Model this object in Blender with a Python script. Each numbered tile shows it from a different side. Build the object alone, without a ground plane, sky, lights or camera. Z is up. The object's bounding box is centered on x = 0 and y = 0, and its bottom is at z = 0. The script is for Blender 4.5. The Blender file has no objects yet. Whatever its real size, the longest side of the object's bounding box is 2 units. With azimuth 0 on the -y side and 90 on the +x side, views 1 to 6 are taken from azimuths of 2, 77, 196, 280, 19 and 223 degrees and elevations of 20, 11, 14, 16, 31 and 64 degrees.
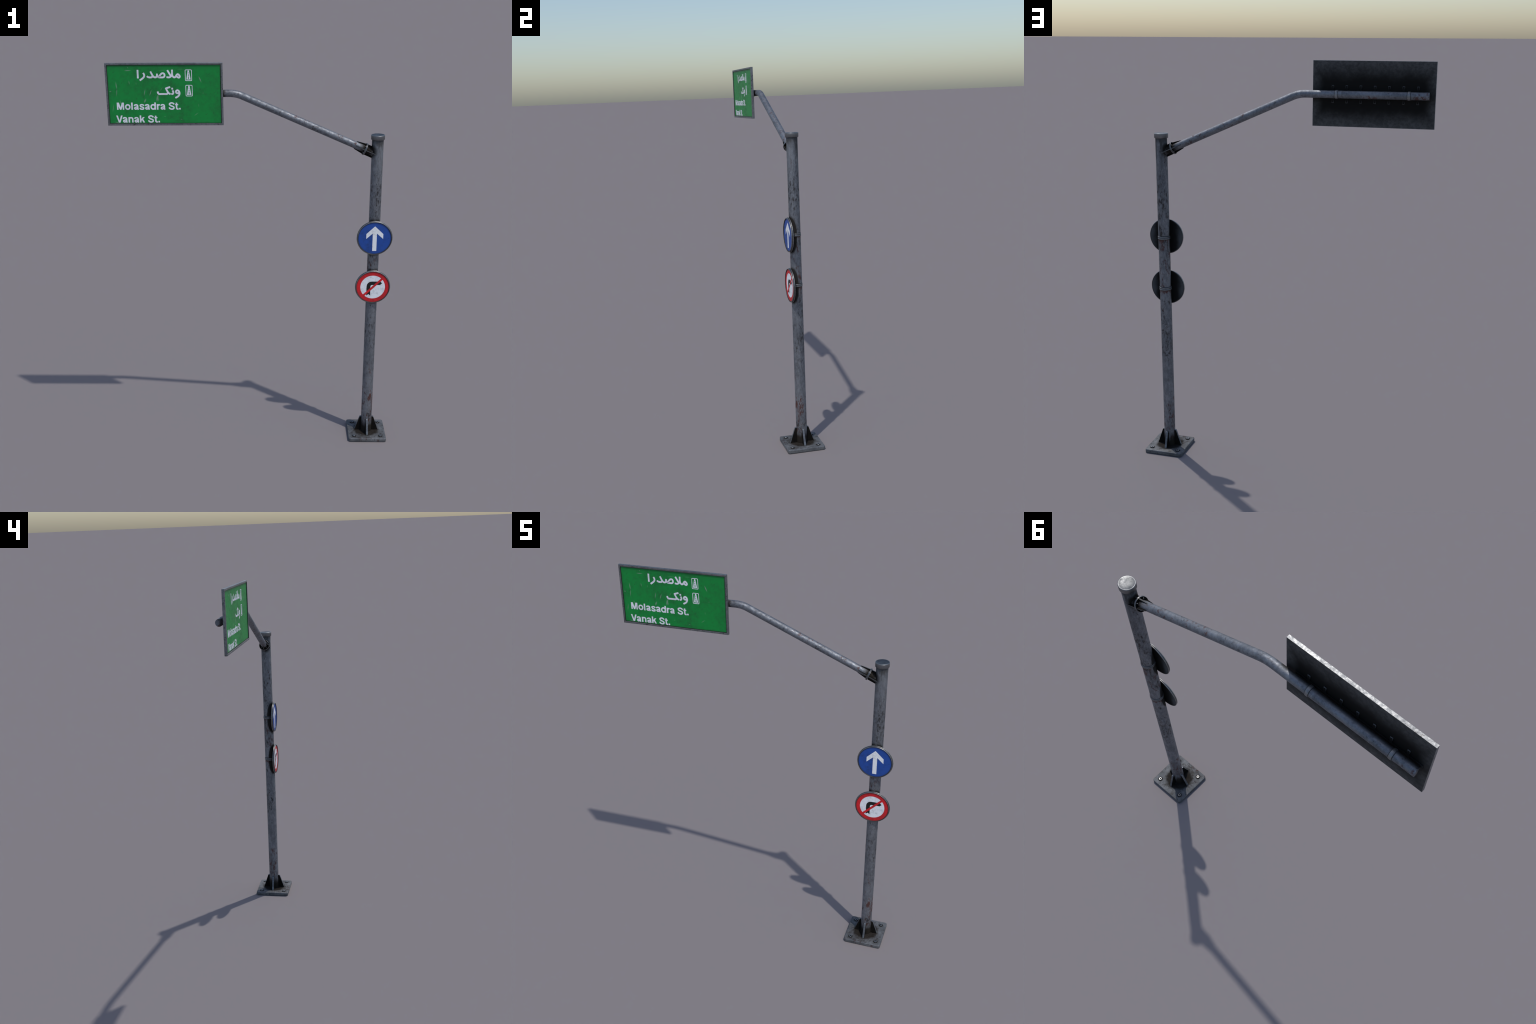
"""A cantilevered street-name sign: galvanised pole on a bolted base plate,
a bent arm carrying a green street board, and two round traffic signs."""
import bpy, bmesh, math, random
from mathutils import Vector, Matrix

random.seed(7)
scene_collection = bpy.context.scene.collection

# ------------------------------------------------------------------ sizes (metres)
POLE = Vector((0.5972, 0.0, 0.0))
POLE_R, CAP_R, CAP_Z0, CAP_Z1 = 0.0284, 0.0336, 1.6265, 1.650
PLATE_HALF, PLATE_H = 0.1, 0.0170
ARM_R, ARM_Z, ARM_TIP_X, ARM_BEND_X, ARM_SLOPE = 0.0173, 1.8516, -0.6734, -0.0847, 0.4374
SIGN_X0, SIGN_X1, SIGN_Z0, SIGN_Z1 = -0.6982, -0.1448, 1.7062, 2.0
SIGN_BACK, SIGN_FACE, SIGN_FRONT = -0.0240, -0.0338, -0.0374
SIGN_C = Vector((-0.4215, 0, 1.853))
DISC_R, DISC_Z_UPPER, DISC_Z_LOWER = 0.0890, 1.1350, 0.8725
BAND_Z_UPPER, BAND_Z_LOWER = 1.1365, 0.8750
AXIS = Vector((1, 0, -ARM_SLOPE)).normalized()           # arm direction, toward the pole
FLANGE_C = Vector((0.5366, 0, ARM_Z - ARM_SLOPE * (0.5366 - ARM_BEND_X)))


# ================================================================== node helper
class Nodes:
    def __init__(self, name):
        self.mat = bpy.data.materials.new(name)
        self.mat.use_nodes = True
        self.t = self.mat.node_tree
        self.bsdf = self.t.nodes["Principled BSDF"]
        tc = self.t.nodes.new("ShaderNodeTexCoord")
        self.pos = tc.outputs["Object"]
        sep = self.t.nodes.new("ShaderNodeSeparateXYZ")
        self.t.links.new(self.pos, sep.inputs[0])
        self.x, self.y, self.z = sep.outputs

    def plug(self, socket, value):
        if hasattr(value, "is_output"):
            self.t.links.new(value, socket)
        elif isinstance(value, (tuple, list)) and len(value) == 3 and socket.type == "RGBA":
            socket.default_value = (*value, 1)
        else:
            socket.default_value = value

    def m(self, op, a, b=0.0, clamp=False):
        n = self.t.nodes.new("ShaderNodeMath")
        n.operation, n.use_clamp = op, clamp
        self.plug(n.inputs[0], a)
        self.plug(n.inputs[1], b)
        return n.outputs[0]

    def add(self, a, b): return self.m("ADD", a, b)
    def sub(self, a, b): return self.m("SUBTRACT", a, b)
    def mul(self, a, b): return self.m("MULTIPLY", a, b)
    def mx(self, a, b): return self.m("MAXIMUM", a, b)
    def mn(self, a, b): return self.m("MINIMUM", a, b)
    def absd(self, a, c): return self.m("ABSOLUTE", self.sub(a, c))

    def ramp(self, v, lo, hi, a=0.0, b=1.0):
        n = self.t.nodes.new("ShaderNodeMapRange")
        n.interpolation_type = "SMOOTHSTEP"
        for i, s in enumerate((v, lo, hi, a, b)):
            self.plug(n.inputs[i], s)
        return n.outputs[0]

    def mapping(self, scale=(1, 1, 1), rot=(0, 0, 0), loc=(0, 0, 0), kind="POINT", src=None):
        n = self.t.nodes.new("ShaderNodeMapping")
        n.vector_type = kind
        self.plug(n.inputs["Vector"], src or self.pos)
        n.inputs["Location"].default_value = loc
        n.inputs["Rotation"].default_value = rot
        n.inputs["Scale"].default_value = scale
        return n.outputs[0]

    def noise(self, scale, detail=4.0, rough=0.6, stretch=(1, 1, 1), loc=(0, 0, 0), distort=0.0):
        n = self.t.nodes.new("ShaderNodeTexNoise")
        self.plug(n.inputs["Vector"], self.mapping(stretch, loc=loc))
        n.inputs["Scale"].default_value = scale
        n.inputs["Detail"].default_value = detail
        n.inputs["Roughness"].default_value = rough
        n.inputs["Distortion"].default_value = distort
        return n.outputs["Fac"]

    def mix(self, f, a, b):
        n = self.t.nodes.new("ShaderNodeMix")
        n.data_type = "RGBA"
        n.clamp_factor = True
        self.plug(n.inputs[0], f)
        self.plug(n.inputs[6], a)
        self.plug(n.inputs[7], b)
        return n.outputs[2]

    def dist(self, c, scale=(1, 1, 1)):
        """Distance from the point c, axes stretched by scale."""
        n = self.t.nodes.new("ShaderNodeVectorMath")
        n.operation = "LENGTH"
        loc = tuple(-ci * si for ci, si in zip(c, scale))
        self.t.links.new(self.mapping(scale, loc=loc), n.inputs[0])
        return n.outputs["Value"]

    def bump(self, h, strength=0.3, distance=0.001):
        n = self.t.nodes.new("ShaderNodeBump")
        n.inputs["Strength"].default_value = strength
        n.inputs["Distance"].default_value = distance
        self.plug(n.inputs["Height"], h)
        self.t.links.new(n.outputs[0], self.bsdf.inputs["Normal"])

    def done(self, color, metallic=0.0, rough=0.5, spec=0.5):
        self.plug(self.bsdf.inputs["Base Color"], color)
        self.plug(self.bsdf.inputs["Metallic"], metallic)
        self.plug(self.bsdf.inputs["Roughness"], rough)
        self.plug(self.bsdf.inputs["Specular IOR Level"], spec)
        return self.mat


GRIME = (0.022, 0.019, 0.016)
RUST = (0.080, 0.027, 0.020)
ZINC_D, ZINC_L = (0.170, 0.183, 0.206), (0.290, 0.307, 0.336)


def zinc_base(n, stretch, dark=ZINC_D, light=ZINC_L, speck_level=0.62):
    """Mottled galvanised zinc with dark specks; returns (colour, mottle)."""
    cloud = n.noise(14, 5, 0.65, stretch)
    fine = n.noise(85, 5, 0.75, stretch, loc=(3, 1, 2))
    col = n.mix(n.ramp(n.add(n.mul(cloud, 0.55), n.mul(fine, 0.45)), 0.38, 0.62), dark, light)
    # worn dark freckles, gathered in loose clouds, and a softer smudge around them
    specks = n.noise(88, 6, 0.78, stretch, loc=(7, 3, 5), distort=0.35)
    gate = n.noise(11, 4, 0.6, stretch, loc=(1, 8, 4))
    level = n.sub(speck_level + 0.07, n.mul(n.ramp(gate, 0.38, 0.66), 0.13))
    speck = n.ramp(n.sub(specks, level), -0.02, 0.055)
    smudge = n.ramp(n.sub(specks, level), -0.15, 0.02)
    col = n.mix(n.mul(smudge, 0.40), col, (0.095, 0.095, 0.102))
    col = n.mix(n.mul(speck, 0.78), col, (0.045, 0.036, 0.032))
    return col, fine


def finish_zinc(n, col, grime=None, rust=None, metallic=0.88, rough=0.54, spec=0.4):
    if rust is not None:
        col = n.mix(rust, col, RUST)
    if grime is not None:
        col = n.mix(grime, col, GRIME)
    r = n.ramp(n.noise(60, 5, 0.75, loc=(6, 6, 1)), 0.32, 0.68, rough - 0.08, rough + 0.16)
    met = metallic
    if rust is not None:
        met = n.mul(n.sub(1.0, n.mul(rust, 0.8)), metallic)
    if grime is not None:
        met = n.mul(n.sub(1.0, n.mn(grime, 1.0)), met)
        r = n.mx(r, n.mul(grime, 0.75))
        n.plug(n.bsdf.inputs["Specular IOR Level"], 0.5)
        spec = n.mul(n.sub(1.0, n.mul(n.mn(grime, 1.0), 0.8)), spec)
    return n.done(col, met, r, spec)


# ------------------------------------------------------------------ materials
def make_pole_zinc():
    n = Nodes("pole_zinc")
    stretch = (1, 1, 0.42)
    col, fine = zinc_base(n, stretch, speck_level=0.585)
    streak = n.noise(60, 4, 0.65, (1, 1, 0.10), loc=(2, 2, 2))
    blot = n.noise(46, 6, 0.78, (1, 1, 0.42), loc=(9, 5, 1), distort=0.2)

    # grime under the cap; occlusion darkened in at arm joint, gussets and discs
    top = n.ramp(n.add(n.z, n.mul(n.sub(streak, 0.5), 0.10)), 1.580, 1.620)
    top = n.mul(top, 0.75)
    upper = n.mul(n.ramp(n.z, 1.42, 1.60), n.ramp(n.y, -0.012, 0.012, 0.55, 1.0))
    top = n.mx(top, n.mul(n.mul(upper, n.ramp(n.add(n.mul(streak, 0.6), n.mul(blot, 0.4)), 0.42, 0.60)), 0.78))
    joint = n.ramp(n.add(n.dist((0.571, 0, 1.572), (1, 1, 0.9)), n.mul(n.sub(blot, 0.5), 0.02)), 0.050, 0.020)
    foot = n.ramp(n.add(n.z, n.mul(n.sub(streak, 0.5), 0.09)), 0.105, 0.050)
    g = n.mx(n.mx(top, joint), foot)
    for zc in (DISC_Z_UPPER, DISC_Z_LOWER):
        # soft half-disc: each round sign's contact shadow painted on the pole
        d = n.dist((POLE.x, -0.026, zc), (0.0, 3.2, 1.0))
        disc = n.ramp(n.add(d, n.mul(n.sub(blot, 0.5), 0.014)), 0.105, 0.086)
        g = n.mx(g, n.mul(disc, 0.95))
    for zc in (BAND_Z_UPPER, BAND_Z_LOWER):
        line = n.ramp(n.absd(n.z, zc), 0.0125, 0.0085)
        g = n.mx(g, n.mul(line, 0.8))

    # rust: strongest low on the sunny side, also below the bands
    low = n.mul(n.ramp(n.dist((0.622, -0.014, 0.228), (1, 1, 0.45)), 0.052, 0.010), 0.085)
    low2 = n.mul(n.mul(n.ramp(n.z, 0.55, 0.10), n.ramp(n.x, POLE.x - 0.022, POLE.x + 0.008, 1.22, 1.0)), 0.096)
    mid = n.mul(n.mul(n.ramp(n.z, 0.70, 0.86), n.ramp(n.z, 1.16, 1.10)), 0.095)
    rust_at = n.add(n.add(low, low2), mid)
    for zc in (BAND_Z_UPPER, BAND_Z_LOWER):
        drip = n.mul(n.ramp(n.z, zc - 0.030, zc - 0.008), n.ramp(n.z, zc + 0.002, zc - 0.006))
        rust_at = n.add(rust_at, n.mul(drip, 0.17))
    grain = n.noise(120, 5, 0.8, (1, 1, 0.3), loc=(3, 9, 2))
    rust = n.ramp(n.add(n.add(n.mul(blot, 1.0), n.mul(n.sub(grain, 0.5), 0.45)), rust_at), 0.615, 0.74)
    rust = n.mul(rust, n.ramp(streak, 0.25, 0.5, 0.55, 0.95))
    n.bump(fine, 0.10, 0.0008)
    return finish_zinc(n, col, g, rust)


def make_arm_zinc():
    n = Nodes("arm_zinc")
    col, fine = zinc_base(n, (1, 1, 1), dark=(0.170, 0.183, 0.206), light=(0.265, 0.282, 0.312), speck_level=0.625)
    blot = n.noise(58, 6, 0.76, loc=(4, 2, 8), distort=0.2)
    near = n.mul(n.ramp(n.dist((0.46, 0, 1.61)), 0.26, 0.05), 0.105)
    mid = n.mul(n.ramp(n.dist((0.22, 0.01, 1.72)), 0.13, 0.03), 0.105)
    tail = n.mul(n.ramp(n.absd(n.x, -0.40), 0.09, 0.03), n.ramp(n.z, 1.858, 1.842))
    tail = n.mul(tail, 0.15)
    tip = n.mul(n.mul(n.ramp(n.x, -0.56, -0.62), n.ramp(n.z, 1.870, 1.850)), 0.16)
    rust = n.mul(n.ramp(n.add(n.add(n.add(blot, near), n.add(mid, tail)), tip), 0.635, 0.73), 0.85)
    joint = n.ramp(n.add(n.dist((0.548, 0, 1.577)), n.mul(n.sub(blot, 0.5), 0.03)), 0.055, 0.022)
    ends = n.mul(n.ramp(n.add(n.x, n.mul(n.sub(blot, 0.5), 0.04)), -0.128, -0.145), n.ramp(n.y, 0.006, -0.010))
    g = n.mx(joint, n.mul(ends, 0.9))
    for cx in (-0.2602, -0.5846):                     # dark contact-shade lines drawn beside the pipe clamps
        g = n.mx(g, n.mul(n.ramp(n.absd(n.x, cx), 0.0094, 0.0072), 0.9))
    n.bump(fine, 0.10, 0.0008)
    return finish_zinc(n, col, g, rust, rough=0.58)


def make_plain_zinc(name, dark=ZINC_D, light=ZINC_L, speck=0.62, rough=0.54, metallic=0.9, rust=0.0):
    n = Nodes(name)
    col, fine = zinc_base(n, (1, 1, 1), dark, light, speck)
    r = None
    if rust:
        r = n.mul(n.ramp(n.add(n.noise(55, 5, 0.7, loc=(2, 6, 3)), rust), 0.66, 0.76), 0.8)
    n.bump(fine, 0.08, 0.0006)
    return finish_zinc(n, col, None, r, metallic, rough)


def make_cap():
    """Cap steel: paler skirt, dark lid with a pale lip."""
    n = Nodes("cap_zinc")
    cloud, fine = n.noise(30, 4, 0.6), n.noise(70, 4, 0.7, loc=(1, 5, 2))
    col = n.mix(n.ramp(cloud, 0.35, 0.65), (0.200, 0.205, 0.212), (0.250, 0.256, 0.265))
    lid = n.mul(n.ramp(n.dist((POLE.x, 0, 0), (1, 1, 0)), 0.0325, 0.0270), n.ramp(n.z, 1.6455, 1.6475))
    lid_col = n.mix(n.ramp(n.add(n.mul(cloud, 0.6), n.mul(fine, 0.4)), 0.36, 0.64), (0.078, 0.083, 0.090), (0.140, 0.145, 0.152))
    col = n.mix(lid, col, lid_col)
    return n.done(col, 0.96, n.ramp(n.add(n.mul(cloud, 0.6), n.mul(fine, 0.4)), 0.35, 0.65, 0.54, 0.41), 0.4)


def make_plate_zinc():
    n = Nodes("plate_zinc")
    col, fine = zinc_base(n, (1, 1, 1), (0.125, 0.132, 0.140), (0.240, 0.249, 0.260), 0.60)
    blot = n.noise(30, 5, 0.7, loc=(5, 5, 5))
    soil = n.mul(n.ramp(n.noise(34, 6, 0.78, loc=(2, 8, 5)), 0.46, 0.66), n.ramp(n.z, 0.0120, 0.0165, 0.25, 0.72))
    col = n.mix(soil, col, (0.060, 0.052, 0.045))
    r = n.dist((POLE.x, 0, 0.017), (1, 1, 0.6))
    centre = n.ramp(n.add(r, n.mul(n.sub(blot, 0.5), 0.032)), 0.083, 0.058)  # ambient occlusion round pole foot and nuts, tinted into the plate
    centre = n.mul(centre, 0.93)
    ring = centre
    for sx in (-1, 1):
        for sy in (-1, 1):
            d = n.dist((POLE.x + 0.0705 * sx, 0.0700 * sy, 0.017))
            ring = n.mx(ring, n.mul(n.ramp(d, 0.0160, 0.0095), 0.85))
    fb = n.mul(n.ramp(n.y, -0.075, -0.098), 0.13)
    rust = n.mul(n.ramp(n.add(n.noise(48, 5, 0.7, (1, 1, 0.5), loc=(1, 4, 9)), fb), 0.66, 0.78), 0.75)
    pc = n.ramp(n.absd(n.x, POLE.x + 0.1), 0.006, 0.0, 0.0, 0.06)
    n.bump(fine, 0.15, 0.001)
    baked_shade_col = n.mix(centre, (0.012, 0.011, 0.010), (0.017, 0.0135, 0.0105))
    col = n.mix(rust, col, RUST)
    col = n.mix(ring, col, baked_shade_col)
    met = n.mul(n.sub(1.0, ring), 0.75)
    return n.done(col, met, n.ramp(fine, 0.3, 0.7, 0.70, 0.88), n.mul(n.sub(1.0, ring), 0.25))


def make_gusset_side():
    n = Nodes("gusset_baked_shade")
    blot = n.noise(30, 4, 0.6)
    col = n.mix(n.ramp(blot, 0.3, 0.7), (0.008, 0.0075, 0.007), (0.014, 0.0125, 0.0105))  # base colour near black: the shade between fins is baked in
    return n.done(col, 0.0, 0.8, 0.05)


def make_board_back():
    """Weathered grey sheet, blackened toward the arm to bake in its ambient shade."""
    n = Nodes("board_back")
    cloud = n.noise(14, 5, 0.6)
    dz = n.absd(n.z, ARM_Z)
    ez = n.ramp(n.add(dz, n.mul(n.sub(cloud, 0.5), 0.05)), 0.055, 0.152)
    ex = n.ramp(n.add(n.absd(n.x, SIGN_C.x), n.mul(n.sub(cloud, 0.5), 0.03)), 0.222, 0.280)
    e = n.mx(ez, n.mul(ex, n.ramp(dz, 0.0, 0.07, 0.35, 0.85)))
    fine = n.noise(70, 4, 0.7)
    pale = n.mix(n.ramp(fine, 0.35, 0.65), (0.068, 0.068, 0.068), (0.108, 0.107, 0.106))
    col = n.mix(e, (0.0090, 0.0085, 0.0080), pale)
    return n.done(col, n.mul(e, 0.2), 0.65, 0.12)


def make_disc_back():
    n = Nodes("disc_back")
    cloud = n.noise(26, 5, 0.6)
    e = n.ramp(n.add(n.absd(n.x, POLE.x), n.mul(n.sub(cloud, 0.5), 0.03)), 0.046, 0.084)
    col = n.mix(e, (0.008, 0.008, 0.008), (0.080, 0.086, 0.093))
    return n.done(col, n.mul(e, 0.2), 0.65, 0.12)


def streak_mask(n, a, b, width, fade=0.7):
    """Soft elongated scratch between two points on the board (millimetres from its centre)."""
    a, b = Vector(a) / 1000, Vector(b) / 1000
    c, d = (a + b) / 2, b - a
    half, ang = max(d.length / 2, 0.001), math.atan2(d.y, d.x)
    # texture-type mapping: undo move, rotation and size, so the streak becomes a unit sphere
    v = n.mapping((half, 1.0, width / 2000), (0, -ang, 0), (SIGN_C.x + c.x, 0, SIGN_C.z + c.y), "TEXTURE")
    flat = n.t.nodes.new("ShaderNodeVectorMath")
    flat.operation = "MULTIPLY"
    n.t.links.new(v, flat.inputs[0])
    flat.inputs[1].default_value = (1, 0, 1)
    ln = n.t.nodes.new("ShaderNodeVectorMath")
    ln.operation = "LENGTH"
    n.t.links.new(flat.outputs[0], ln.inputs[0])
    return n.mul(n.ramp(ln.outputs["Value"], 1.05, 0.15), fade)


def dirt_for_face(n, rim):
    cloud = n.noise(15, 6, 0.68, loc=(2, 0, 1))
    fine = n.noise(60, 5, 0.75, loc=(5, 2, 1))
    d = n.ramp(n.add(n.mul(cloud, 0.55), n.mul(fine, 0.45)), 0.43, 0.66)
    spots = n.ramp(n.noise(50, 4, 0.7, loc=(8, 1, 3)), 0.60, 0.70)
    return n.mx(n.mx(n.mul(d, 0.8), n.mul(spots, 0.75)), rim), fine


def make_green_face():
    n = Nodes("green_reflective_sheet")
    hx, hz = (SIGN_X1 - SIGN_X0) / 2 - 0.0085, (SIGN_Z1 - SIGN_Z0) / 2 - 0.0085
    edge = n.mn(n.sub(hx, n.absd(n.x, (SIGN_X0 + SIGN_X1) / 2)), n.sub(hz, n.absd(n.z, (SIGN_Z0 + SIGN_Z1) / 2)))
    wob = n.mul(n.sub(n.noise(40, 4, 0.7), 0.5), 0.016)
    rim = n.mul(n.ramp(n.add(edge, wob), 0.012, 0.001), 0.7)
    line = n.ramp(edge, 0.0032, 0.0018)  # shadow of the frame gap, painted as a dark outline
    topdirt = n.mul(n.ramp(n.add(n.z, n.mul(wob, 2.0)), 1.955, 1.99), 0.35)
    dirt, fine = dirt_for_face(n, n.mx(rim, topdirt))
    col = n.mix(dirt, (0.004, 0.262, 0.046), (0.012, 0.135, 0.034))
    scratches = (
        ((-188, 111.8), (-150, 112.8), 6, .55), ((-229, 64), (-224.5, 22), 7, .5), ((-224, 32), (-229, -12), 6, .4),
        ((-166.5, 68), (-163.5, 45), 5, .4), ((-133, 59), (-132, 45), 4, .25), ((-90, 29), (-98, -8), 6, .5),
        ((-60, 25), (-72.5, -9), 6, .5), ((-5, 38), (-24, 12), 6, .2), ((-30, 2), (-39, -36), 12, .65),
        ((-33, -12), (-31, -34), 14, .35), ((-88, -17), (-100, -42), 10, .6), ((163, 87), (177, 53), 7, .6),
        ((-213, -24), (-210, -48), 6, .35), ((-244, -42), (-251.5, -86), 5, .45), ((-263, 15.4), (-250, 15.2), 6, .5),
        ((160, -85), (136, -103), 5, .3), ((-246, -128), (-214, -140), 8, .4), ((160, -42), (160.6, -62), 4, .22),
        ((60, 118), (95, 117), 6, .12), ((-30, 112), (20, 113), 7, .14), ((70, -118), (82, -118), 6, .25),
        ((-8, -106), (4, -103), 6, .2), ((182, 10), (184, 2), 8, .15), ((-170, 130), (-165, 122), 6, .3),
        ((-222, -118), (-230, -98), 5, .2),
    )
    s = 0.0
    for a, b, w, f in scratches:
        s = n.mx(s, streak_mask(n, a, b, w, f))
    s = n.mul(s, n.ramp(fine, 0.25, 0.6, 0.7, 1.0))
    col = n.mix(n.m("MULTIPLY", s, 1.3, True), col, (0.25, 0.33, 0.27))
    col = n.mix(line, col, (0.012, 0.014, 0.013))
    return n.done(col, 0.0, n.ramp(fine, 0.3, 0.7, 0.42, 0.55), 0.35)


def make_print(name, clean, dirty, amount=1.0, rough=0.45):
    """Flat printed colour with a film of grime and small dark spots."""
    n = Nodes(name)
    dirt, fine = dirt_for_face(n, 0.0)
    return n.done(n.mix(n.mul(dirt, amount), clean, dirty), 0.0, n.ramp(fine, 0.3, 0.7, rough - 0.05, rough + 0.08), 0.3)


def make_disc_print(name, zc, clean, dirty, amount=1.0, fine_dirt=False):
    n = Nodes(name)
    d = n.dist((POLE.x, 0, zc), (1, 0, 1))
    rim = n.mul(n.ramp(d, 0.0755, 0.0822), 0.9)
    dirt, fine = dirt_for_face(n, rim)
    if fine_dirt:
        smear = n.mul(n.ramp(n.noise(42, 6, 0.75, loc=(4, 1, 6)), 0.46, 0.72), 0.5)
        dots = n.mul(n.ramp(n.noise(130, 4, 0.7, loc=(2, 3, 3)), 0.60, 0.70), 0.45)
        dirt = n.mx(n.mx(smear, dots), rim)
    return n.done(n.mix(n.mul(dirt, amount), clean, dirty), 0.0, n.ramp(fine, 0.3, 0.7, 0.40, 0.52), 0.5)


M_POLE, M_ARM, M_PLATE = make_pole_zinc(), make_arm_zinc(), make_plate_zinc()
M_EDGE = make_plain_zinc("worn_zinc_edge", (0.14, 0.151, 0.168), (0.235, 0.25, 0.272), rust=0.05)
M_RIB = make_plain_zinc("rib_edge_zinc", (0.10, 0.105, 0.11), (0.17, 0.175, 0.18), rust=0.04)
M_CAP = make_cap()
M_FRAME = make_plain_zinc("frame_aluminium", (0.185, 0.192, 0.202), (0.275, 0.283, 0.294), 0.615, 0.46, 0.95)
M_RIM = make_plain_zinc("rim_steel", (0.20, 0.203, 0.205), (0.31, 0.313, 0.315), 0.64, 0.40, 0.97)
M_BAND = make_plain_zinc("band_steel", (0.15, 0.153, 0.16), (0.23, 0.235, 0.24), 0.62, 0.48, 0.9)
M_RING = make_plain_zinc("flange_steel", (0.15, 0.155, 0.162), (0.22, 0.226, 0.234), 0.64, 0.42, 0.95)
M_CLAMP = make_plain_zinc("clamp_steel", (0.25, 0.255, 0.262), (0.34, 0.345, 0.352), 0.66, 0.5, 0.9)
M_BOLT = make_plain_zinc("bolt_steel", (0.30, 0.31, 0.32), (0.40, 0.41, 0.42), 0.75, 0.44, 0.95)
M_NEAR_BLACK, M_BACK, M_DISC_BACK = make_gusset_side(), make_board_back(), make_disc_back()
M_GROOVE = make_plain_zinc("groove_dark", (0.02, 0.02, 0.02), (0.05, 0.05, 0.05), 0.6, 0.6, 0.4)  # near-black tint used in the grooves and on the frame's inner lip
M_GREEN = make_green_face()
M_WHITE = make_print("white_lettering", (0.86, 0.86, 0.94), (0.55, 0.56, 0.61), 0.75)
M_BLUE = make_disc_print("blue_print", DISC_Z_UPPER, (0.014, 0.075, 0.36), (0.014, 0.045, 0.17))
M_RED = make_disc_print("red_print", DISC_Z_LOWER, (0.74, 0.014, 0.022), (0.36, 0.014, 0.018))
M_PALE_UP = make_disc_print("white_print_upper", DISC_Z_UPPER, (0.92, 0.94, 0.96), (0.30, 0.31, 0.32), 0.85, True)
M_PALE_LOW = make_disc_print("white_print_lower", DISC_Z_LOWER, (0.90, 0.93, 0.97), (0.28, 0.29, 0.31), 0.85, True)
M_BLACK = make_disc_print("black_print", DISC_Z_LOWER, (0.006, 0.006, 0.006), (0.012, 0.012, 0.012))


# ================================================================== mesh helpers
def add(name, bm_or_mesh, mats, parent=None, smooth=None, matrix=None):
    if isinstance(bm_or_mesh, bmesh.types.BMesh):
        me = bpy.data.meshes.new(name)
        bmesh.ops.recalc_face_normals(bm_or_mesh, faces=bm_or_mesh.faces)
        bm_or_mesh.to_mesh(me)
        bm_or_mesh.free()
        for mt in mats:
            me.materials.append(mt)
        if smooth:
            me.shade_smooth()
            me.set_sharp_from_angle(angle=math.radians(smooth))
    else:
        me = bm_or_mesh
    ob = bpy.data.objects.new(name, me)
    scene_collection.objects.link(ob)
    if matrix is not None:
        ob.matrix_basis = matrix
    if parent is not None:
        ob.parent = parent
        ob.matrix_parent_inverse = Matrix.Translation(-parent.location)
    return ob


def lathe(profile, origin=(0, 0, 0), axis=(0, 0, 1), segments=64, bm=None, mat=0, mat_of=None):
    """Revolve (radius, height) points about axis; radius 0 closes to a point."""
    bm = bm or bmesh.new()
    axis = Vector(axis).normalized()
    u = axis.orthogonal().normalized()
    w = axis.cross(u)
    o = Vector(origin)
    rings = []
    for r, h in profile:
        if r < 1e-9:
            rings.append([bm.verts.new(o + axis * h)])
        else:
            rings.append([bm.verts.new(o + axis * h + (u * math.cos(t) + w * math.sin(t)) * r)
                          for t in (math.tau * i / segments for i in range(segments))])
    for k, (a, b) in enumerate(zip(rings, rings[1:])):
        for i in range(segments):
            j = (i + 1) % segments
            loop = [a[i % len(a)], a[j % len(a)], b[j % len(b)], b[i % len(b)]]
            uniq = list(dict.fromkeys(loop))
            if len(uniq) >= 3:
                f = bm.faces.new(uniq)
                f.material_index = mat_of(k) if mat_of else mat
    return bm


def sweep(points, radius, segments=40, bm=None):
    """Round tube through points lying in the XZ plane, closed at both ends."""
    bm = bm or bmesh.new()
    rings = []
    for i, p in enumerate(points):
        t = (points[min(i + 1, len(points) - 1)] - points[max(i - 1, 0)]).normalized()
        u, w = Vector((0, 1, 0)), t.cross(Vector((0, 1, 0)))
        rings.append([bm.verts.new(p + (u * math.cos(a) + w * math.sin(a)) * radius)
                      for a in (math.tau * k / segments for k in range(segments))])
    for a, b in zip(rings, rings[1:]):
        for k in range(segments):
            j = (k + 1) % segments
            bm.faces.new((a[k], a[j], b[j], b[k]))
    bm.faces.new(rings[0])
    bm.faces.new(rings[-1])
    return bm


def box(x0, x1, y0, y1, z0, z1, bm=None, mat=0):
    bm = bm or bmesh.new()
    v = [bm.verts.new((x, y, z)) for x in (x0, x1) for y in (y0, y1) for z in (z0, z1)]
    for q in ((0, 1, 3, 2), (4, 6, 7, 5), (0, 4, 5, 1), (2, 3, 7, 6), (0, 2, 6, 4), (1, 5, 7, 3)):
        bm.faces.new([v[i] for i in q]).material_index = mat
    return bm


def bevel(bm, width, segments=2, edges=None):
    bmesh.ops.recalc_face_normals(bm, faces=bm.faces)
    bmesh.ops.bevel(bm, geom=edges or list(bm.edges), offset=width, segments=segments, affect="EDGES", profile=0.5)
    return bm


def prism_xz(outline, y0, y1, bm=None, mat=0):
    """Extrude a simple closed outline of (x, z) between y0 (front) and y1."""
    bm = bm or bmesh.new()
    a = [bm.verts.new((x, y0, z)) for x, z in outline]
    b = [bm.verts.new((x, y1, z)) for x, z in outline]
    fs = [bm.faces.new(a), bm.faces.new(b)]
    for i in range(len(outline)):
        j = (i + 1) % len(outline)
        fs.append(bm.faces.new((a[i], a[j], b[j], b[i])))
    for f in fs:
        f.material_index = mat
    return bm


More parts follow.
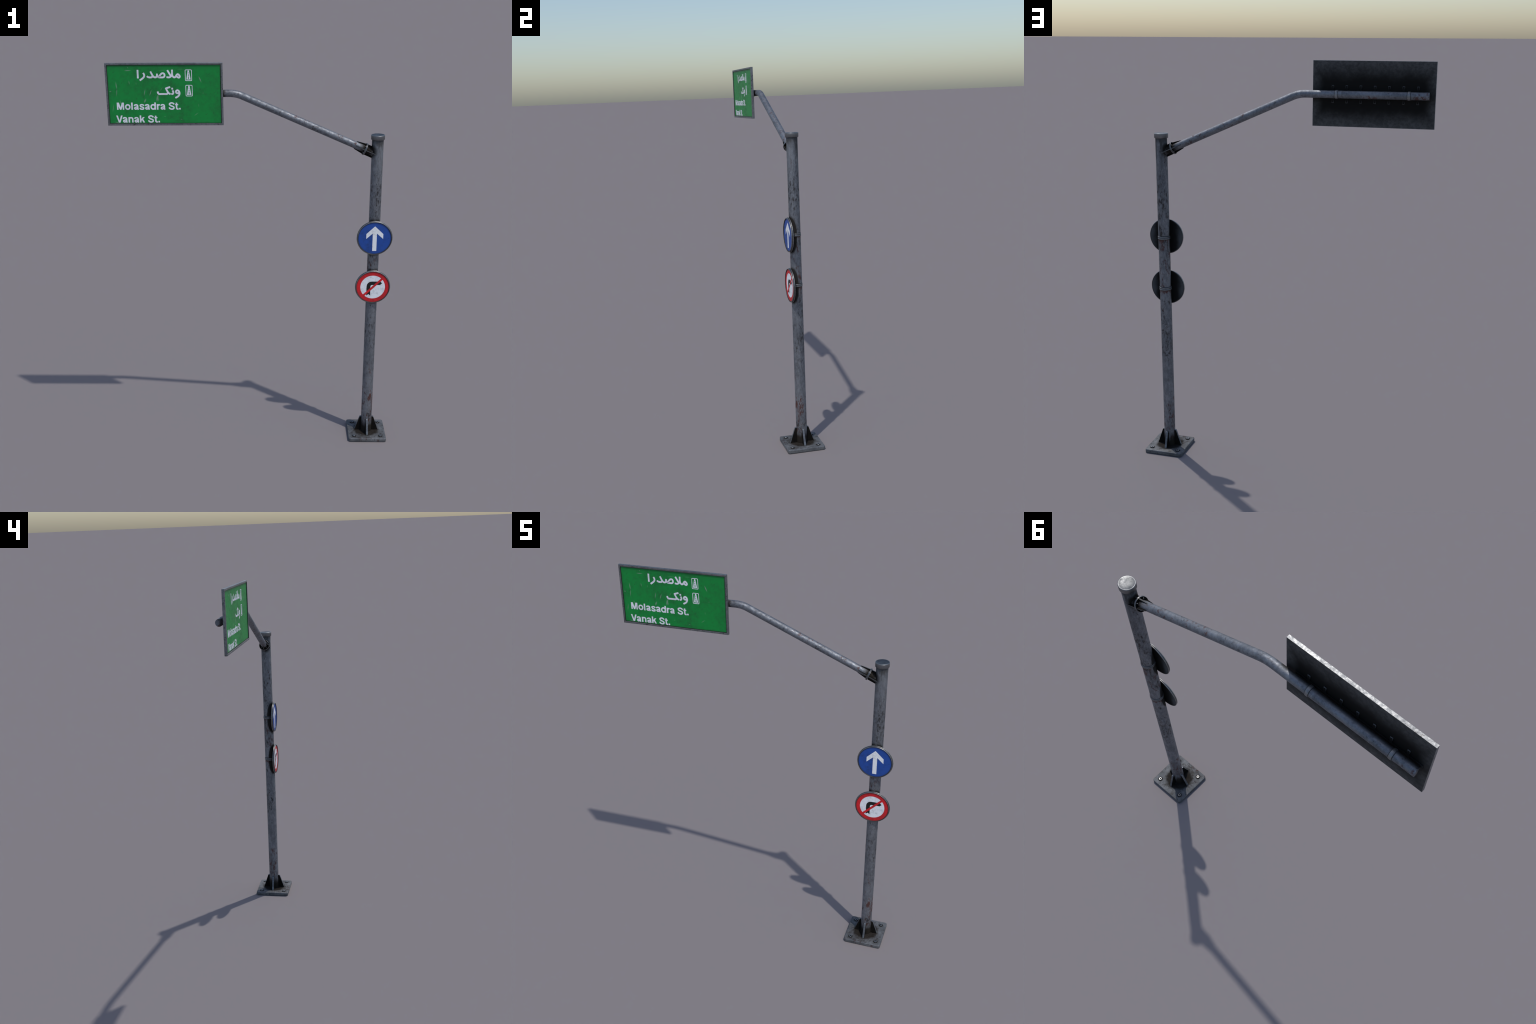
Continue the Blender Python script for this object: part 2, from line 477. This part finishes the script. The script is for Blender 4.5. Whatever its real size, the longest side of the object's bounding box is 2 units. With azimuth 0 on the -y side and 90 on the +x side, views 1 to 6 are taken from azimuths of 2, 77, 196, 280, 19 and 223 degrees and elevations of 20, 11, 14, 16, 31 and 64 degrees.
def smooth_path(pts, closed=False, per=7):
    """Catmull-Rom curve through control points."""
    P = [Vector(p) for p in pts]
    k, out = len(P), []
    for i in range(k if closed else k - 1):
        if closed:
            p0, p1, p2, p3 = (P[(i + o) % k] for o in (-1, 0, 1, 2))
        else:
            p1, p2 = P[i], P[i + 1]
            p0 = P[i - 1] if i else p1 * 2 - p2
            p3 = P[i + 2] if i + 2 < k else p2 * 2 - p1
        for s in range(per):
            t = s / per
            out.append(0.5 * (2 * p1 + (p2 - p0) * t + (2 * p0 - 5 * p1 + 4 * p2 - p3) * t * t
                              + (3 * p1 - p0 - 3 * p2 + p3) * t ** 3))
    if not closed:
        out.append(P[-1])
    return out


def ribbon(bm, pts, width, y0, y1, closed=False, to_world=None, per=7):
    """A pen stroke of constant width, as a shallow raised prism."""
    path = smooth_path(pts, closed, per) if per else [Vector(p) for p in pts]
    k = len(path)
    L, R = [], []
    for i, p in enumerate(path):
        a = path[(i - 1) % k] if closed else path[max(i - 1, 0)]
        b = path[(i + 1) % k] if closed else path[min(i + 1, k - 1)]
        t = (b - a).normalized()
        nrm = Vector((-t.y, t.x)) * width / 2
        L.append(to_world(p + nrm))
        R.append(to_world(p - nrm))
    rows = [[bm.verts.new((q[0], y, q[1])) for q in side] for side, y in ((L, y0), (R, y0), (R, y1), (L, y1))]
    n = k if closed else k - 1
    for r in range(4):
        a, b = rows[r], rows[(r + 1) % 4]
        for i in range(n):
            j = (i + 1) % k
            bm.faces.new((a[i], a[j], b[j], b[i]))
    if not closed:
        for e in (0, k - 1):
            bm.faces.new([rows[r][e] for r in range(4)])


def rounded_rect(x0, x1, z0, z1, r, seg=6):
    out = []
    for cx, cz, a0 in ((x1 - r, z1 - r, 0), (x0 + r, z1 - r, 90), (x0 + r, z0 + r, 180), (x1 - r, z0 + r, 270)):
        for i in range(seg + 1):
            a = math.radians(a0 + 90 * i / seg)
            out.append((cx + r * math.cos(a), cz + r * math.sin(a)))
    return out


# ================================================================== the thing
root = bpy.data.objects.new("street_sign_post", None)
scene_collection.objects.link(root)
root.location = POLE
root.empty_display_size = 0.1
root["label"] = "rusty galvanised roadside post with green street board and two round signs"
root["category"] = "road sign"

# ------------------------------------------------------------------ base plate
bm = bmesh.new()
outline = rounded_rect(POLE.x - PLATE_HALF, POLE.x + PLATE_HALF, -PLATE_HALF, PLATE_HALF, 0.0105)
lo = [bm.verts.new((x, y, 0.0)) for x, y in outline]
hi = [bm.verts.new((x, y, PLATE_H)) for x, y in outline]
bm.faces.new(lo)
bm.faces.new(hi)
for i in range(len(outline)):
    j = (i + 1) % len(outline)
    bm.faces.new((lo[i], lo[j], hi[j], hi[i]))
top_edges = [e for e in bm.edges if all(v.co.z > 0.01 for v in e.verts)]
bevel(bm, 0.0024, 3, top_edges)
bmesh.ops.recalc_face_normals(bm, faces=bm.faces)
for f in bm.faces:
    f.material_index = 1 if 0.15 < f.normal.z < 0.95 else 0
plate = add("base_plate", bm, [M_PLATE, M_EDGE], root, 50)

# gussets: four trapezoid fins welded between pole and plate
bm = bmesh.new()
fin = ((POLE_R - 0.004, 0.0994), (0.0355, 0.0994), (0.0375, 0.0965), (0.0635, 0.0200), (0.0635, PLATE_H - 0.001), (POLE_R - 0.004, PLATE_H - 0.001))
prism_xz(fin, -0.0053, 0.0053, bm)
bmesh.ops.recalc_face_normals(bm, faces=bm.faces)
for f in bm.faces:
    f.material_index = 1 if abs(f.normal.y) > 0.9 else 0
bevel(bm, 0.0008, 2, [e for e in bm.edges if max(v.co.x for v in e.verts) > POLE_R + 0.002 and min(v.co.z for v in e.verts) > PLATE_H])
gusset = None
for k in range(4):
    mtx = Matrix.Translation(POLE) @ Matrix.Rotation(math.radians(90 * k), 4, "Z")
    if gusset is None:
        gusset = add("gusset", bm, [M_EDGE, M_NEAR_BLACK], plate, matrix=mtx)
    else:
        add("gusset", gusset.data, None, plate, matrix=mtx)

# anchor bolts: dark washer, hexagon nut with a hollow top
nut_me = washer_me = None
for sx, sy in ((-1, -1), (1, -1), (1, 1), (-1, 1)):
    turn = Matrix.Rotation(random.uniform(0, 1.0), 4, "Z")
    at = Matrix.Translation((POLE.x + 0.0705 * sx, 0.0700 * sy, PLATE_H)) @ turn
    if nut_me is None:
        w = lathe(((0, -0.0005), (0.0098, -0.0005), (0.0098, 0.0010), (0.0092, 0.0015), (0, 0.0017)), segments=32)
        washer = add("washer", w, [M_NEAR_BLACK], plate, 40, at)
        washer_me = washer.data
        prof = ((0, 0.0012), (0.0070, 0.0012), (0.0070, 0.0040), (0.0065, 0.0046), (0.0044, 0.0046), (0.0042, 0.0022), (0, 0.0022))
        nut = add("anchor_nut", lathe(prof, segments=12, mat_of=lambda k: 1 if k >= 4 else 0), [M_BOLT, M_NEAR_BLACK], plate, 35, at)
        nut_me = nut.data
    else:
        add("washer", washer_me, None, plate, matrix=at)
        add("anchor_nut", nut_me, None, plate, matrix=at)

# ------------------------------------------------------------------ pole
levels = [PLATE_H - 0.001 + (1.630 - PLATE_H) * i / 24 for i in range(25)]
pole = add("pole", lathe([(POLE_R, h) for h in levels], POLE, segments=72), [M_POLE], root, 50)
cap_profile = [(0, CAP_Z0 + 0.0005), (POLE_R - 0.002, CAP_Z0 + 0.0005), (CAP_R - 0.0022, CAP_Z0), (CAP_R, CAP_Z0 + 0.0022)]
for i in range(6):                                    # rounded shoulder
    a = math.radians(90 * i / 5)
    cap_profile.append((CAP_R - 0.0026 + 0.0026 * math.cos(a), CAP_Z1 - 0.0026 + 0.0026 * math.sin(a)))
for r, dip in ((0.0295, 0.0003), (0.026, 0.0010), (0.018, 0.0018), (0.009, 0.0023), (0, 0.0025)):
    cap_profile.append((r, CAP_Z1 - dip))             # faintly dished lid
add("pole_cap", lathe(cap_profile, POLE, segments=64), [M_CAP], pole, 60)

# steel bands that hold the round signs
def ridge(r0, h0, width, height, seg=5):
    return [(r0 + height * math.sin(math.pi * i / seg), h0 + width * i / seg) for i in range(seg + 1)]

band = None
for zc in (BAND_Z_UPPER, BAND_Z_LOWER):
    prof = [(POLE_R - 0.001, zc - 0.0088)] + ridge(POLE_R + 0.0010, zc - 0.0088, 0.0073, 0.0017) + ridge(POLE_R + 0.0010, zc + 0.0001, 0.0068, 0.0015) + [(POLE_R - 0.001, zc + 0.0070)]
    add("clamp_band", lathe(prof, POLE, segments=64, mat_of=lambda k: 1 if k == 6 else 0), [M_BAND, M_GROOVE], pole, 60)

# ------------------------------------------------------------------ arm
def arm_line(x):
    return Vector((x, 0, ARM_Z - ARM_SLOPE * (x - ARM_BEND_X)))

half = 0.034
pts = [Vector((x, 0, ARM_Z)) for x in (ARM_TIP_X, -0.60, -0.50, -0.40, -0.30, -0.20, -0.15)]
p0, p1, p2 = Vector((ARM_BEND_X - half, 0, ARM_Z)), Vector((ARM_BEND_X, 0, ARM_Z)), arm_line(ARM_BEND_X) + AXIS * half
for i in range(13):
    t = i / 12
    pts.append(p0 * (1 - t) ** 2 + p1 * 2 * t * (1 - t) + p2 * t * t)
pts += [arm_line(x) for x in (0.05, 0.15, 0.25, 0.35, 0.45, 0.53, 0.585)]
bm = sweep(pts, ARM_R, 48)
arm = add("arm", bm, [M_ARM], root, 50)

# flange: two thin rings with a groove, solid disc behind
R0 = 0.0300
prof = [(0, -0.0036), (R0 - 0.0022, -0.0036)] + [(R0 - 0.0012 + 0.0012 * math.sin(math.pi * i / 4), -0.0040 + 0.0036 * i / 4) for i in range(5)]
prof += [(R0 - 0.0012, 0.0002)] + [(R0 - 0.0012 + 0.0012 * math.sin(math.pi * i / 4), 0.0004 + 0.0036 * i / 4) for i in range(5)] + [(R0 - 0.0022, 0.0036), (0, 0.0036)]
k_last = len(prof) - 2
add("flange", lathe(prof, FLANGE_C, AXIS, 56, mat_of=lambda k: 1 if k in (0, 1, 6, 7, k_last - 1, k_last) else 0), [M_RING, M_NEAR_BLACK], arm, 60)

# stiffening ribs: four long fins, tapering out along the arm and running to the pole
bm = bmesh.new()
rib = ((-0.0515, 0.0150), (-0.0515, 0.0188), (-0.0495, 0.0202), (-0.0050, 0.0266), (0.0560, 0.0272), (0.0560, 0.0150))
prism_xz(rib, -0.0023, 0.0023, bm)
bmesh.ops.recalc_face_normals(bm, faces=bm.faces)
for f in bm.faces:
    f.material_index = 1 if abs(f.normal.y) > 0.9 else 0
basis = Matrix((AXIS, Vector((0, 1, 0)), AXIS.cross(Vector((0, 1, 0))))).transposed().to_4x4()
spin = Matrix.Translation(FLANGE_C) @ basis
rib_ob = None
for k in range(4):
    mtx = spin @ Matrix.Rotation(math.radians(90 * k), 4, "X")
    if rib_ob is None:
        rib_ob = add("rib", bm, [M_RIB, M_NEAR_BLACK], arm, matrix=mtx)
    else:
        add("rib", rib_ob.data, None, arm, matrix=mtx)
# little bolts on the flange between the ribs
bolt_ob = None
for k in range(4):
    a = math.radians(45 + 90 * k)
    mtx = spin @ Matrix.Translation((0, 0.0225 * math.cos(a), 0.0225 * math.sin(a)))
    if bolt_ob is None:
        b = lathe(((0, -0.0064), (0.0012, -0.0062), (0.0019, -0.0052), (0.0019, 0.0052), (0.0012, 0.0062), (0, 0.0064)), axis=(1, 0, 0), segments=12)
        bolt_ob = add("flange_bolt", b, [M_BOLT], arm, 50, mtx)
    else:
        add("flange_bolt", bolt_ob.data, None, arm, matrix=mtx)

# ------------------------------------------------------------------ street board
FR = 0.0086
bm = box(SIGN_X0 + 0.001, SIGN_X1 - 0.001, SIGN_FACE, SIGN_BACK + 0.0004, SIGN_Z0 + 0.001, SIGN_Z1 - 0.001)
for f in bm.faces:
    c = f.calc_center_median()
    f.material_index = 1 if c.y > SIGN_BACK - 0.001 else 0
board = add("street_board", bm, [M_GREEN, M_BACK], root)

# picture-frame edging with mitred corners, from a swept profile
def frame_mesh():
    bm = bmesh.new()
    prof = ((0.0, SIGN_BACK), (0.0, SIGN_FRONT + 0.0008), (0.0008, SIGN_FRONT), (FR - 0.0006, SIGN_FRONT), (FR, SIGN_FRONT + 0.0008), (FR, SIGN_FACE + 0.002), (0.0030, SIGN_BACK))
    corners = ((SIGN_X0, SIGN_Z0, 1, 1), (SIGN_X1, SIGN_Z0, -1, 1), (SIGN_X1, SIGN_Z1, -1, -1), (SIGN_X0, SIGN_Z1, 1, -1))
    rings = [[bm.verts.new((x + sx * i, y, z + sz * i)) for i, y in prof] for x, z, sx, sz in corners]
    for a, b in zip(rings, rings[1:] + rings[:1]):
        for k in range(len(prof)):
            j = (k + 1) % len(prof)
            bm.faces.new((a[k], a[j], b[j], b[k])).material_index = 1 if k == 4 else 0
    return bm

add("board_frame", frame_mesh(), [M_FRAME, M_GROOVE], board)


def on_board(p):
    return (SIGN_C.x + p[0] / 1000, SIGN_C.z + p[1] / 1000)


PRINT = 0.00025           # the lettering stands this proud of the sheet
layer = [0]


def stroke_letter(name, strokes, width):
    bm = bmesh.new()
    for pts, closed, per in strokes:
        layer[0] = (layer[0] + 1) % 6
        ribbon(bm, pts, width, SIGN_FACE - PRINT - 0.00004 * layer[0], SIGN_FACE + 0.001, closed, on_board, per)
    return add(name, bm, [M_WHITE], board)


W = 8.3
# upper word, right to left: mim + lam-alef, sad + dal, re, alef
stroke_letter("letter", [
    (((66.1, 94.5), (70.9, 91.8), (75.2, 85.4), (74.5, 80.7), (70.4, 78.5), (65.5, 80.5), (60.7, 84.5), (60.9, 90.9)), True, 7),
    (((39.6, 98.4), (40.4, 89.5), (43.6, 83.2), (49.0, 79.8), (54.6, 82.1), (58.8, 88.4), (62.5, 93.2)), False, 7),
    (((17.7, 113.4), (34.6, 83.6)), False, 1),
    (((12.8, 81.4), (20.0, 80.0), (26.0, 80.1), (32.1, 83.2), (36.8, 88.5), (39.4, 97.4), (40.1, 115.6)), False, 7),
], W)
stroke_letter("letter", [
    (((-24.0, 81.2), (-19.1, 80.1), (-10.1, 79.9), (-2.0, 80.6), (2.9, 84.8), (4.0, 91.2), (1.2, 97.2), (-4.2, 99.2), (-10.3, 97.1), (-16.0, 91.8), (-20.9, 86.0)), True, 7),
    (((-62.2, 107.9), (-57.2, 97.9), (-52.2, 88.6), (-47.5, 82.8), (-41.6, 80.2), (-36.0, 81.5), (-32.3, 86.6), (-31.0, 97.5)), False, 7),
    (((-31.4, 90.5), (-28.9, 84.0), (-22.1, 80.5)), False, 7),
    (((-79.1, 86.2), (-75.1, 82.2), (-68.1, 80.2), (-59.1, 80.3), (-55.0, 82.6), (-53.0, 89.0)), False, 7),
], W)
stroke_letter("letter", [(((-96.6, 101.2), (-92.6, 94.3), (-91.8, 88.2), (-93.9, 82.3), (-100.4, 75.9), (-114.0, 66.1)), False, 7)], W)
stroke_letter("letter", [(((-122.0, 115.4), (-122.2, 75.7)), False, 1)], W)
# lower word: vav, nun, kaf
stroke_letter("letter", [
    (((61.6, 19.6), (56.7, 17.1), (54.6, 12.0), (56.5, 7.5), (61.9, 5.7), (67.8, 7.0), (69.8, 11.5), (67.3, 16.9)), True, 7),
    (((61.6, 19.6), (67.3, 16.9), (70.7, 10.6), (71.1, 3.4), (68.3, -3.8), (62.2, -10.1), (50.6, -16.3)), False, 7),
], W)
stroke_letter("letter", [
    (((38.2, 19.0), (41.4, 13.4), (41.8, 7.1), (39.1, 2.8), (32.3, 1.9)), False, 7),
    (((37.4, 31.5), (37.4, 23.0)), False, 1),
], W)
stroke_letter("letter", [
    (((28.3, 35.3), (6.0, 28.2)), False, 1),
    (((6.6, 31.0), (12.6, 18.0), (18.5, 8.1), (23.8, 3.6), (28.7, 2.0)), False, 7),
    (((-31.5, 14.4), (-30.9, 7.9), (-26.2, 2.8), (-19, 2.2), (-8.0, 2.3), (9.6, 2.2), (13.6, 4.1), (16.5, 9.5)), False, 7),
], W)


def road_symbol(x0, x1, z0, z1):
    """Rounded border with a tapering road and its dashed centre line."""
    bm = bmesh.new()
    y0, y1, b = SIGN_FACE - PRINT, SIGN_FACE + 0.001, 2.9
    outer = [on_board(p) for p in rounded_rect(x0, x1, z0, z1, 5.0)]
    inner = [on_board(p) for p in rounded_rect(x0 + b, x1 - b, z0 + b, z1 - b, 2.4)]
    rows = [[bm.verts.new((q[0], y, q[1])) for q in side] for side, y in ((outer, y0), (inner, y0), (inner, y1), (outer, y1))]
    for r in range(4):
        a, c = rows[r], rows[(r + 1) % 4]
        for i in range(len(outer)):
            j = (i + 1) % len(outer)
            bm.faces.new((a[i], a[j], c[j], c[i]))
    cx = (x0 + x1) / 2
    def edge(z):                                   # half width of the road at height z
        return 3.1 + (z1 - 5.0 - z) / (z1 - z0 - 11.5) * 7.2
    dashes = ((z0 + 8.8, z0 + 20.8, 1.75), (z0 + 23.0, z0 + 31.0, 1.45), (z0 + 35.0, z0 + 40.0, 1.2))
    z_low, z_top = z0 + 6.6, z1 - 4.0
    for s in (-1, 1):                              # two half-roads, then short bridges between dashes
        out = [(cx + s * edge(z_low), z_low), (cx + s * edge(z_top - 2.5), z_top - 2.5), (cx + s * 2.2, z_top), (cx + s * 1.1, z_top)]
        for lo_, hi_, h in reversed(dashes):
            out += [(cx + s * h, hi_), (cx + s * h, lo_)]
        out.append((cx + s * 1.8, z_low))
        prism_xz([on_board(p) for p in out], y0, y1, bm)
    stops = [z_low] + [v for d in dashes for v in d[:2]] + [z_top]
    for lo_, hi_ in zip(stops[::2], stops[1::2]):
        prism_xz([on_board(p) for p in ((cx - 1.9, lo_), (cx + 1.9, lo_), (cx + 1.5, hi_), (cx - 1.5, hi_))], y0 + 0.00005, y1, bm)
    return add("road_symbol", bm, [M_WHITE], board)


road_symbol(99.8, 132.5, 62.8, 115.7)
road_symbol(100.3, 133.3, -9.2, 44.2)


STEM = 7.3                # pen width of the Latin letters


def glyph_parts(ch, x0, x1, b, xh, cap):
    """Bold sans-serif letter as pen strokes (points, closed, smooth, width) and flat polygons."""
    h, xm, L, R = STEM / 2, (x0 + x1) / 2, x0 + STEM / 2, x1 - STEM / 2
    thin, q = 6.2, 3.1
    mid = (b + xh) / 2
    strokes, polys = [], []
    def pen(*pts, closed=False, per=7, width=STEM): strokes.append((pts, closed, per, width))
    def bar(a, c, lo, hi): polys.append(((a, lo), (c, lo), (c, hi), (a, hi)))
    def ring(a, c, lo, hi):
        rx, rz, cx, cz = (c - a) / 2 - 3.5, (hi - lo) / 2 - 3.3, (a + c) / 2, (lo + hi) / 2
        pen(*[(cx + rx * math.cos(t), cz + rz * math.sin(t)) for t in (math.tau * k / 20 for k in range(20))], closed=True, per=2, width=6.9)
    if ch == "M":
        bar(x0, x0 + 6.9, b, cap)
        bar(x1 - 6.9, x1, b, cap)
        for e, s in ((x0, 1), (x1, -1)):
            polys.append(((e, cap), (e + s * 10.2, cap), (xm + s * 3.3, b), (xm - s * 3.3, b)))
    elif ch == "V":
        polys.append(((x0, cap), (x0 + 8.0, cap), (xm, b + 9.0), (x1 - 8.0, cap), (x1, cap), (xm + 4.1, b), (xm - 4.1, b)))
    elif ch == "l":
        bar(x0, x1, b, cap)
    elif ch == ".":
        bar(x0, x1, b, b + 7.6)
    elif ch == "o":
        ring(x0, x1, b - 0.7, xh + 0.6)
    elif ch == "d":
        ring(x0, x1 - 0.6, b - 0.7, xh + 0.6)
        bar(x1 - 7.3, x1, b, cap)
    elif ch == "n":
        bar(x0, x0 + 7.3, b, xh)
        pen((x0 + 3.2, xh - 10), (x0 + 6.5, xh - 4.6), (xm + 1.5, xh - 2.9), (R - 1.2, xh - 5.6), (R, xh - 11), (R, b + 8), (R, b), width=7.1)
    elif ch == "r":
        bar(x0, x0 + 7.3, b, xh)
        pen((x0 + 3.4, xh - 11), (x0 + 6.8, xh - 5.0), (x0 + 10.5, xh - 3.2), (x1 - 0.6, xh - 3.9), width=6.6)
    elif ch == "a":
        r = x1 - 5.2
        pen((x0 + 1.6, xh - 7.8), (x0 + 4.6, xh - 4.2), (x0 + 10.5, xh - 2.7), (r - 2.2, xh - 4.2), (r, xh - 9.0), (r, b + 8), (r + 1.0, b + 2.5), (r + 2.3, b - 0.2), width=6.7)
        pen((r, mid + 1.6), (x0 + 11.5, mid - 0.6), (x0 + 5.0, mid - 3.4), (x0 + 3.5, b + 6.4), (x0 + 6.4, b + 3.0), (x0 + 11.0, b + 3.2), (r - 0.8, b + 7.5), width=thin)
    elif ch in "sS":
        t = cap if ch == "S" else xh
        o, H, W_ = (0.9, t - b, x1 - x0)
        top, low, cz = t + o - q, b - o + q, (t + b) / 2
        pen((x1 - 2.6, t - H * 0.29), (x1 - W_ * 0.20, t - H * 0.155), (xm, top), (x0 + W_ * 0.20, t - H * 0.16), (x0 + 4.4, t - H * 0.285),
            (x0 + W_ * 0.30, cz + H * 0.075), (xm + W_ * 0.12, cz - H * 0.045), (x1 - W_ * 0.19, cz - H * 0.125), (x1 - 3.8, b + H * 0.265),
            (x1 - W_ * 0.21, b + H * 0.125), (xm, low), (x0 + W_ * 0.19, b + H * 0.15), (x0 + 2.4, b + H * 0.315), width=thin + (0.5 if ch == "S" else 0))
    elif ch == "t":
        bar(x0, x1 - 0.8, xh - 5.6, xh)
        pen((xm - 1.0, cap - 1.5), (xm - 1.0, xh - 4), (xm - 1.0, b + 9), (xm - 0.2, b + 4.6), (xm + 3.2, b + 2.7), (x1, b + 3.2), width=7.1)
    elif ch == "k":
        bar(x0, x0 + 7.3, b, cap)
        polys.append(((x1 - 9.3, xh), (x1 - 0.4, xh), (x0 + 7.0, b + 7.3), (x0 + 7.0, b + 16.5)))
        polys.append(((xm - 2.6, mid + 1.0), (xm + 2.8, mid + 5.2), (x1, b), (x1 - 8.6, b)))
    return strokes, polys


def text_line(spans, b, cap, xh):
    for ch, x0, x1 in spans:
        strokes, polys = glyph_parts(ch, x0, x1, b, xh, cap)
        bm = bmesh.new()
        for i, (pts, closed, per, width) in enumerate(strokes):
            ribbon(bm, pts, width, SIGN_FACE - PRINT - 0.00004 * i, SIGN_FACE + 0.001, closed, on_board, per)
        for i, outline in enumerate(polys):
            prism_xz([on_board(p) for p in outline], SIGN_FACE - PRINT - 0.00004 * (i + len(strokes)), SIGN_FACE + 0.001, bm)
        add("letter", bm, [M_WHITE], board)


text_line((("M", -229.7, -195.5), ("o", -191.3, -164.8), ("l", -161.4, -153.9), ("a", -148.7, -125.4), ("s", -122.2, -99.0),
           ("a", -95.9, -72.5), ("d", -70.1, -43.4), ("r", -39.2, -23.9), ("a", -21.9, 1.7), ("S", 17.1, 45.9), ("t", 48.0, 63.6), (".", 66.6, 74.1)),
          -71.4, -37.4, -45.4)
text_line((("V", -236.3, -205.4), ("a", -205.5, -182.0), ("n", -178.1, -154.1), ("a", -149.9, -126.6), ("k", -123.7, -99.2),
           ("S", -84.2, -56.1), ("t", -54.0, -38.4), (".", -35.3, -27.7)),
          -132.9, -98.9, -106.9)

# back of the board: a rail behind the arm, seven clips across it, two pipe clamps
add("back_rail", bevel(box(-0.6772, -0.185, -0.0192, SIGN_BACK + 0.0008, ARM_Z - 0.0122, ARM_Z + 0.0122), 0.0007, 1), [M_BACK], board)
clip = None
for k in range(7):
    x = -0.2380 - 0.06385 * k
    if clip is None:
        b = bevel(box(-0.0052, 0.0052, -0.0200, SIGN_BACK + 0.0008, -0.0394, 0.0394), 0.0011, 2)
        clip_mtx = Matrix.Translation((x, 0, ARM_Z + 0.0004))
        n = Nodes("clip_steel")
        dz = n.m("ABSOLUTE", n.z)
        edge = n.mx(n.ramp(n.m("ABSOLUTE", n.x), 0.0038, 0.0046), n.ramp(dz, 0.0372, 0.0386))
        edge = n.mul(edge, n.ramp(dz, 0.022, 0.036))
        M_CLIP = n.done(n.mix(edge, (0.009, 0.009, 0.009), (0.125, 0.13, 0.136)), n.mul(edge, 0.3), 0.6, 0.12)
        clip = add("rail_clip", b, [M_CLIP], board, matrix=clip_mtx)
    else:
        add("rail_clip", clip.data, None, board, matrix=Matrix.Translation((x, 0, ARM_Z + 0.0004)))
for x in (-0.2602, -0.5846):
    prof = [(ARM_R - 0.001, -0.0062), (ARM_R + 0.0014, -0.0062)] + [(ARM_R + 0.0014 + 0.0010 * math.sin(math.pi * i / 6), -0.0062 + 0.0124 * i / 6) for i in range(1, 6)] + [(ARM_R + 0.0014, 0.0062), (ARM_R - 0.001, 0.0062)]
    add("pipe_clamp", lathe(prof, (x, 0, ARM_Z), (1, 0, 0), 48), [M_CLAMP], board, 50)

# ------------------------------------------------------------------ round signs
FACE_Y, BACK_Y = -0.0374, -0.0300


def round_sign(zc, face_mat):
    c = Vector((POLE.x, 0, zc))
    # sheet: front face and dark back
    bm = lathe([(0, -FACE_Y), (0.0828, -FACE_Y)], c, (0, -1, 0), 72)
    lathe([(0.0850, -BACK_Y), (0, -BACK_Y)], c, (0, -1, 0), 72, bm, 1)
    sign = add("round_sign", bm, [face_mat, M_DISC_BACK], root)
    # rolled rim: two rounded beads with a groove between them
    prof = [(0.0838, 0.0300)]
    for h0, top, b in ((0.0295, DISC_R + 0.0003, 0.0026), (0.0353, DISC_R - 0.0016, 0.0027)):
        prof += [(top - b + b * math.sin(math.pi * (i + 0.5) / 8), h0 + b - b * math.cos(math.pi * (i + 0.5) / 8)) for i in range(8)]
    prof += [(0.0843, 0.0407), (0.0832, 0.0402), (0.0824, 0.0390), (0.0822, 0.0370)]
    last = len(prof)
    add("sign_rim", lathe(prof, c, (0, -1, 0), 80, mat_of=lambda k: 1 if k in (0, 7, 8, 9) or k >= last - 4 else 0), [M_RIM, M_GROOVE], sign, 50)
    # bracket block between sheet and pole
    add("sign_bracket", box(c.x - 0.012, c.x + 0.012, BACK_Y - 0.0005, -0.0245, zc - 0.008, zc + 0.008), [M_NEAR_BLACK], sign)
    return sign


def on_disc(zc, pts):
    return [(POLE.x + x / 1000, zc + z / 1000) for x, z in pts]


upper = round_sign(DISC_Z_UPPER, M_BLUE)
arrow = ((0, 62.6), (42.0, 22.6), (42.0, -3.3), (10.3, 25.6), (10.3, -66.7), (-10.3, -66.7), (-10.3, 25.6), (-42.0, -3.3), (-42.0, 22.6))
add("ahead_arrow", prism_xz(on_disc(DISC_Z_UPPER, arrow), FACE_Y - 0.0003, FACE_Y + 0.0005), [M_PALE_UP], upper)

lower = round_sign(DISC_Z_LOWER, M_PALE_LOW)
bm = lathe([(0.0826, 0.0370), (0.0826, -FACE_Y + 0.0002), (0.0626, -FACE_Y + 0.0002), (0.0626, 0.0370)], (POLE.x, 0, DISC_Z_LOWER), (0, -1, 0), 72)
add("red_ring", bm, [M_RED], lower)
turn = [(-31.0, -46.8), (-20.6, -38.6), (-11.3, -46.8), (-11.3, 3.4)]
turn += [(-11.3 + 7.6 - 7.6 * math.cos(math.radians(a)), 3.4 + 8.0 * math.sin(math.radians(a))) for a in (30, 60, 90)]
turn += [(37.3, 11.4), (47.2, 20.6), (37.3, 30.2), (-6.0, 30.2)]
turn += [(-6.0 - 25.0 * math.sin(math.radians(a)), 4.2 + 26.0 * math.cos(math.radians(a))) for a in (22.5, 45, 67.5, 90)]
add("turn_arrow", prism_xz(on_disc(DISC_Z_LOWER, turn), FACE_Y - 0.0002, FACE_Y + 0.0005), [M_BLACK], lower)
d = Vector((1, 0.985)).normalized()
nrm = Vector((-d.y, d.x)) * 5.5
ends = [-d * 67 + Vector((-0.2, -1.2)), d * 66 + Vector((-0.2, -1.2))]
bar = [ends[0] + nrm, ends[1] + nrm, ends[1] - nrm, ends[0] - nrm]
add("red_bar", prism_xz(on_disc(DISC_Z_LOWER, bar), FACE_Y - 0.00035, FACE_Y + 0.0005), [M_RED], lower)
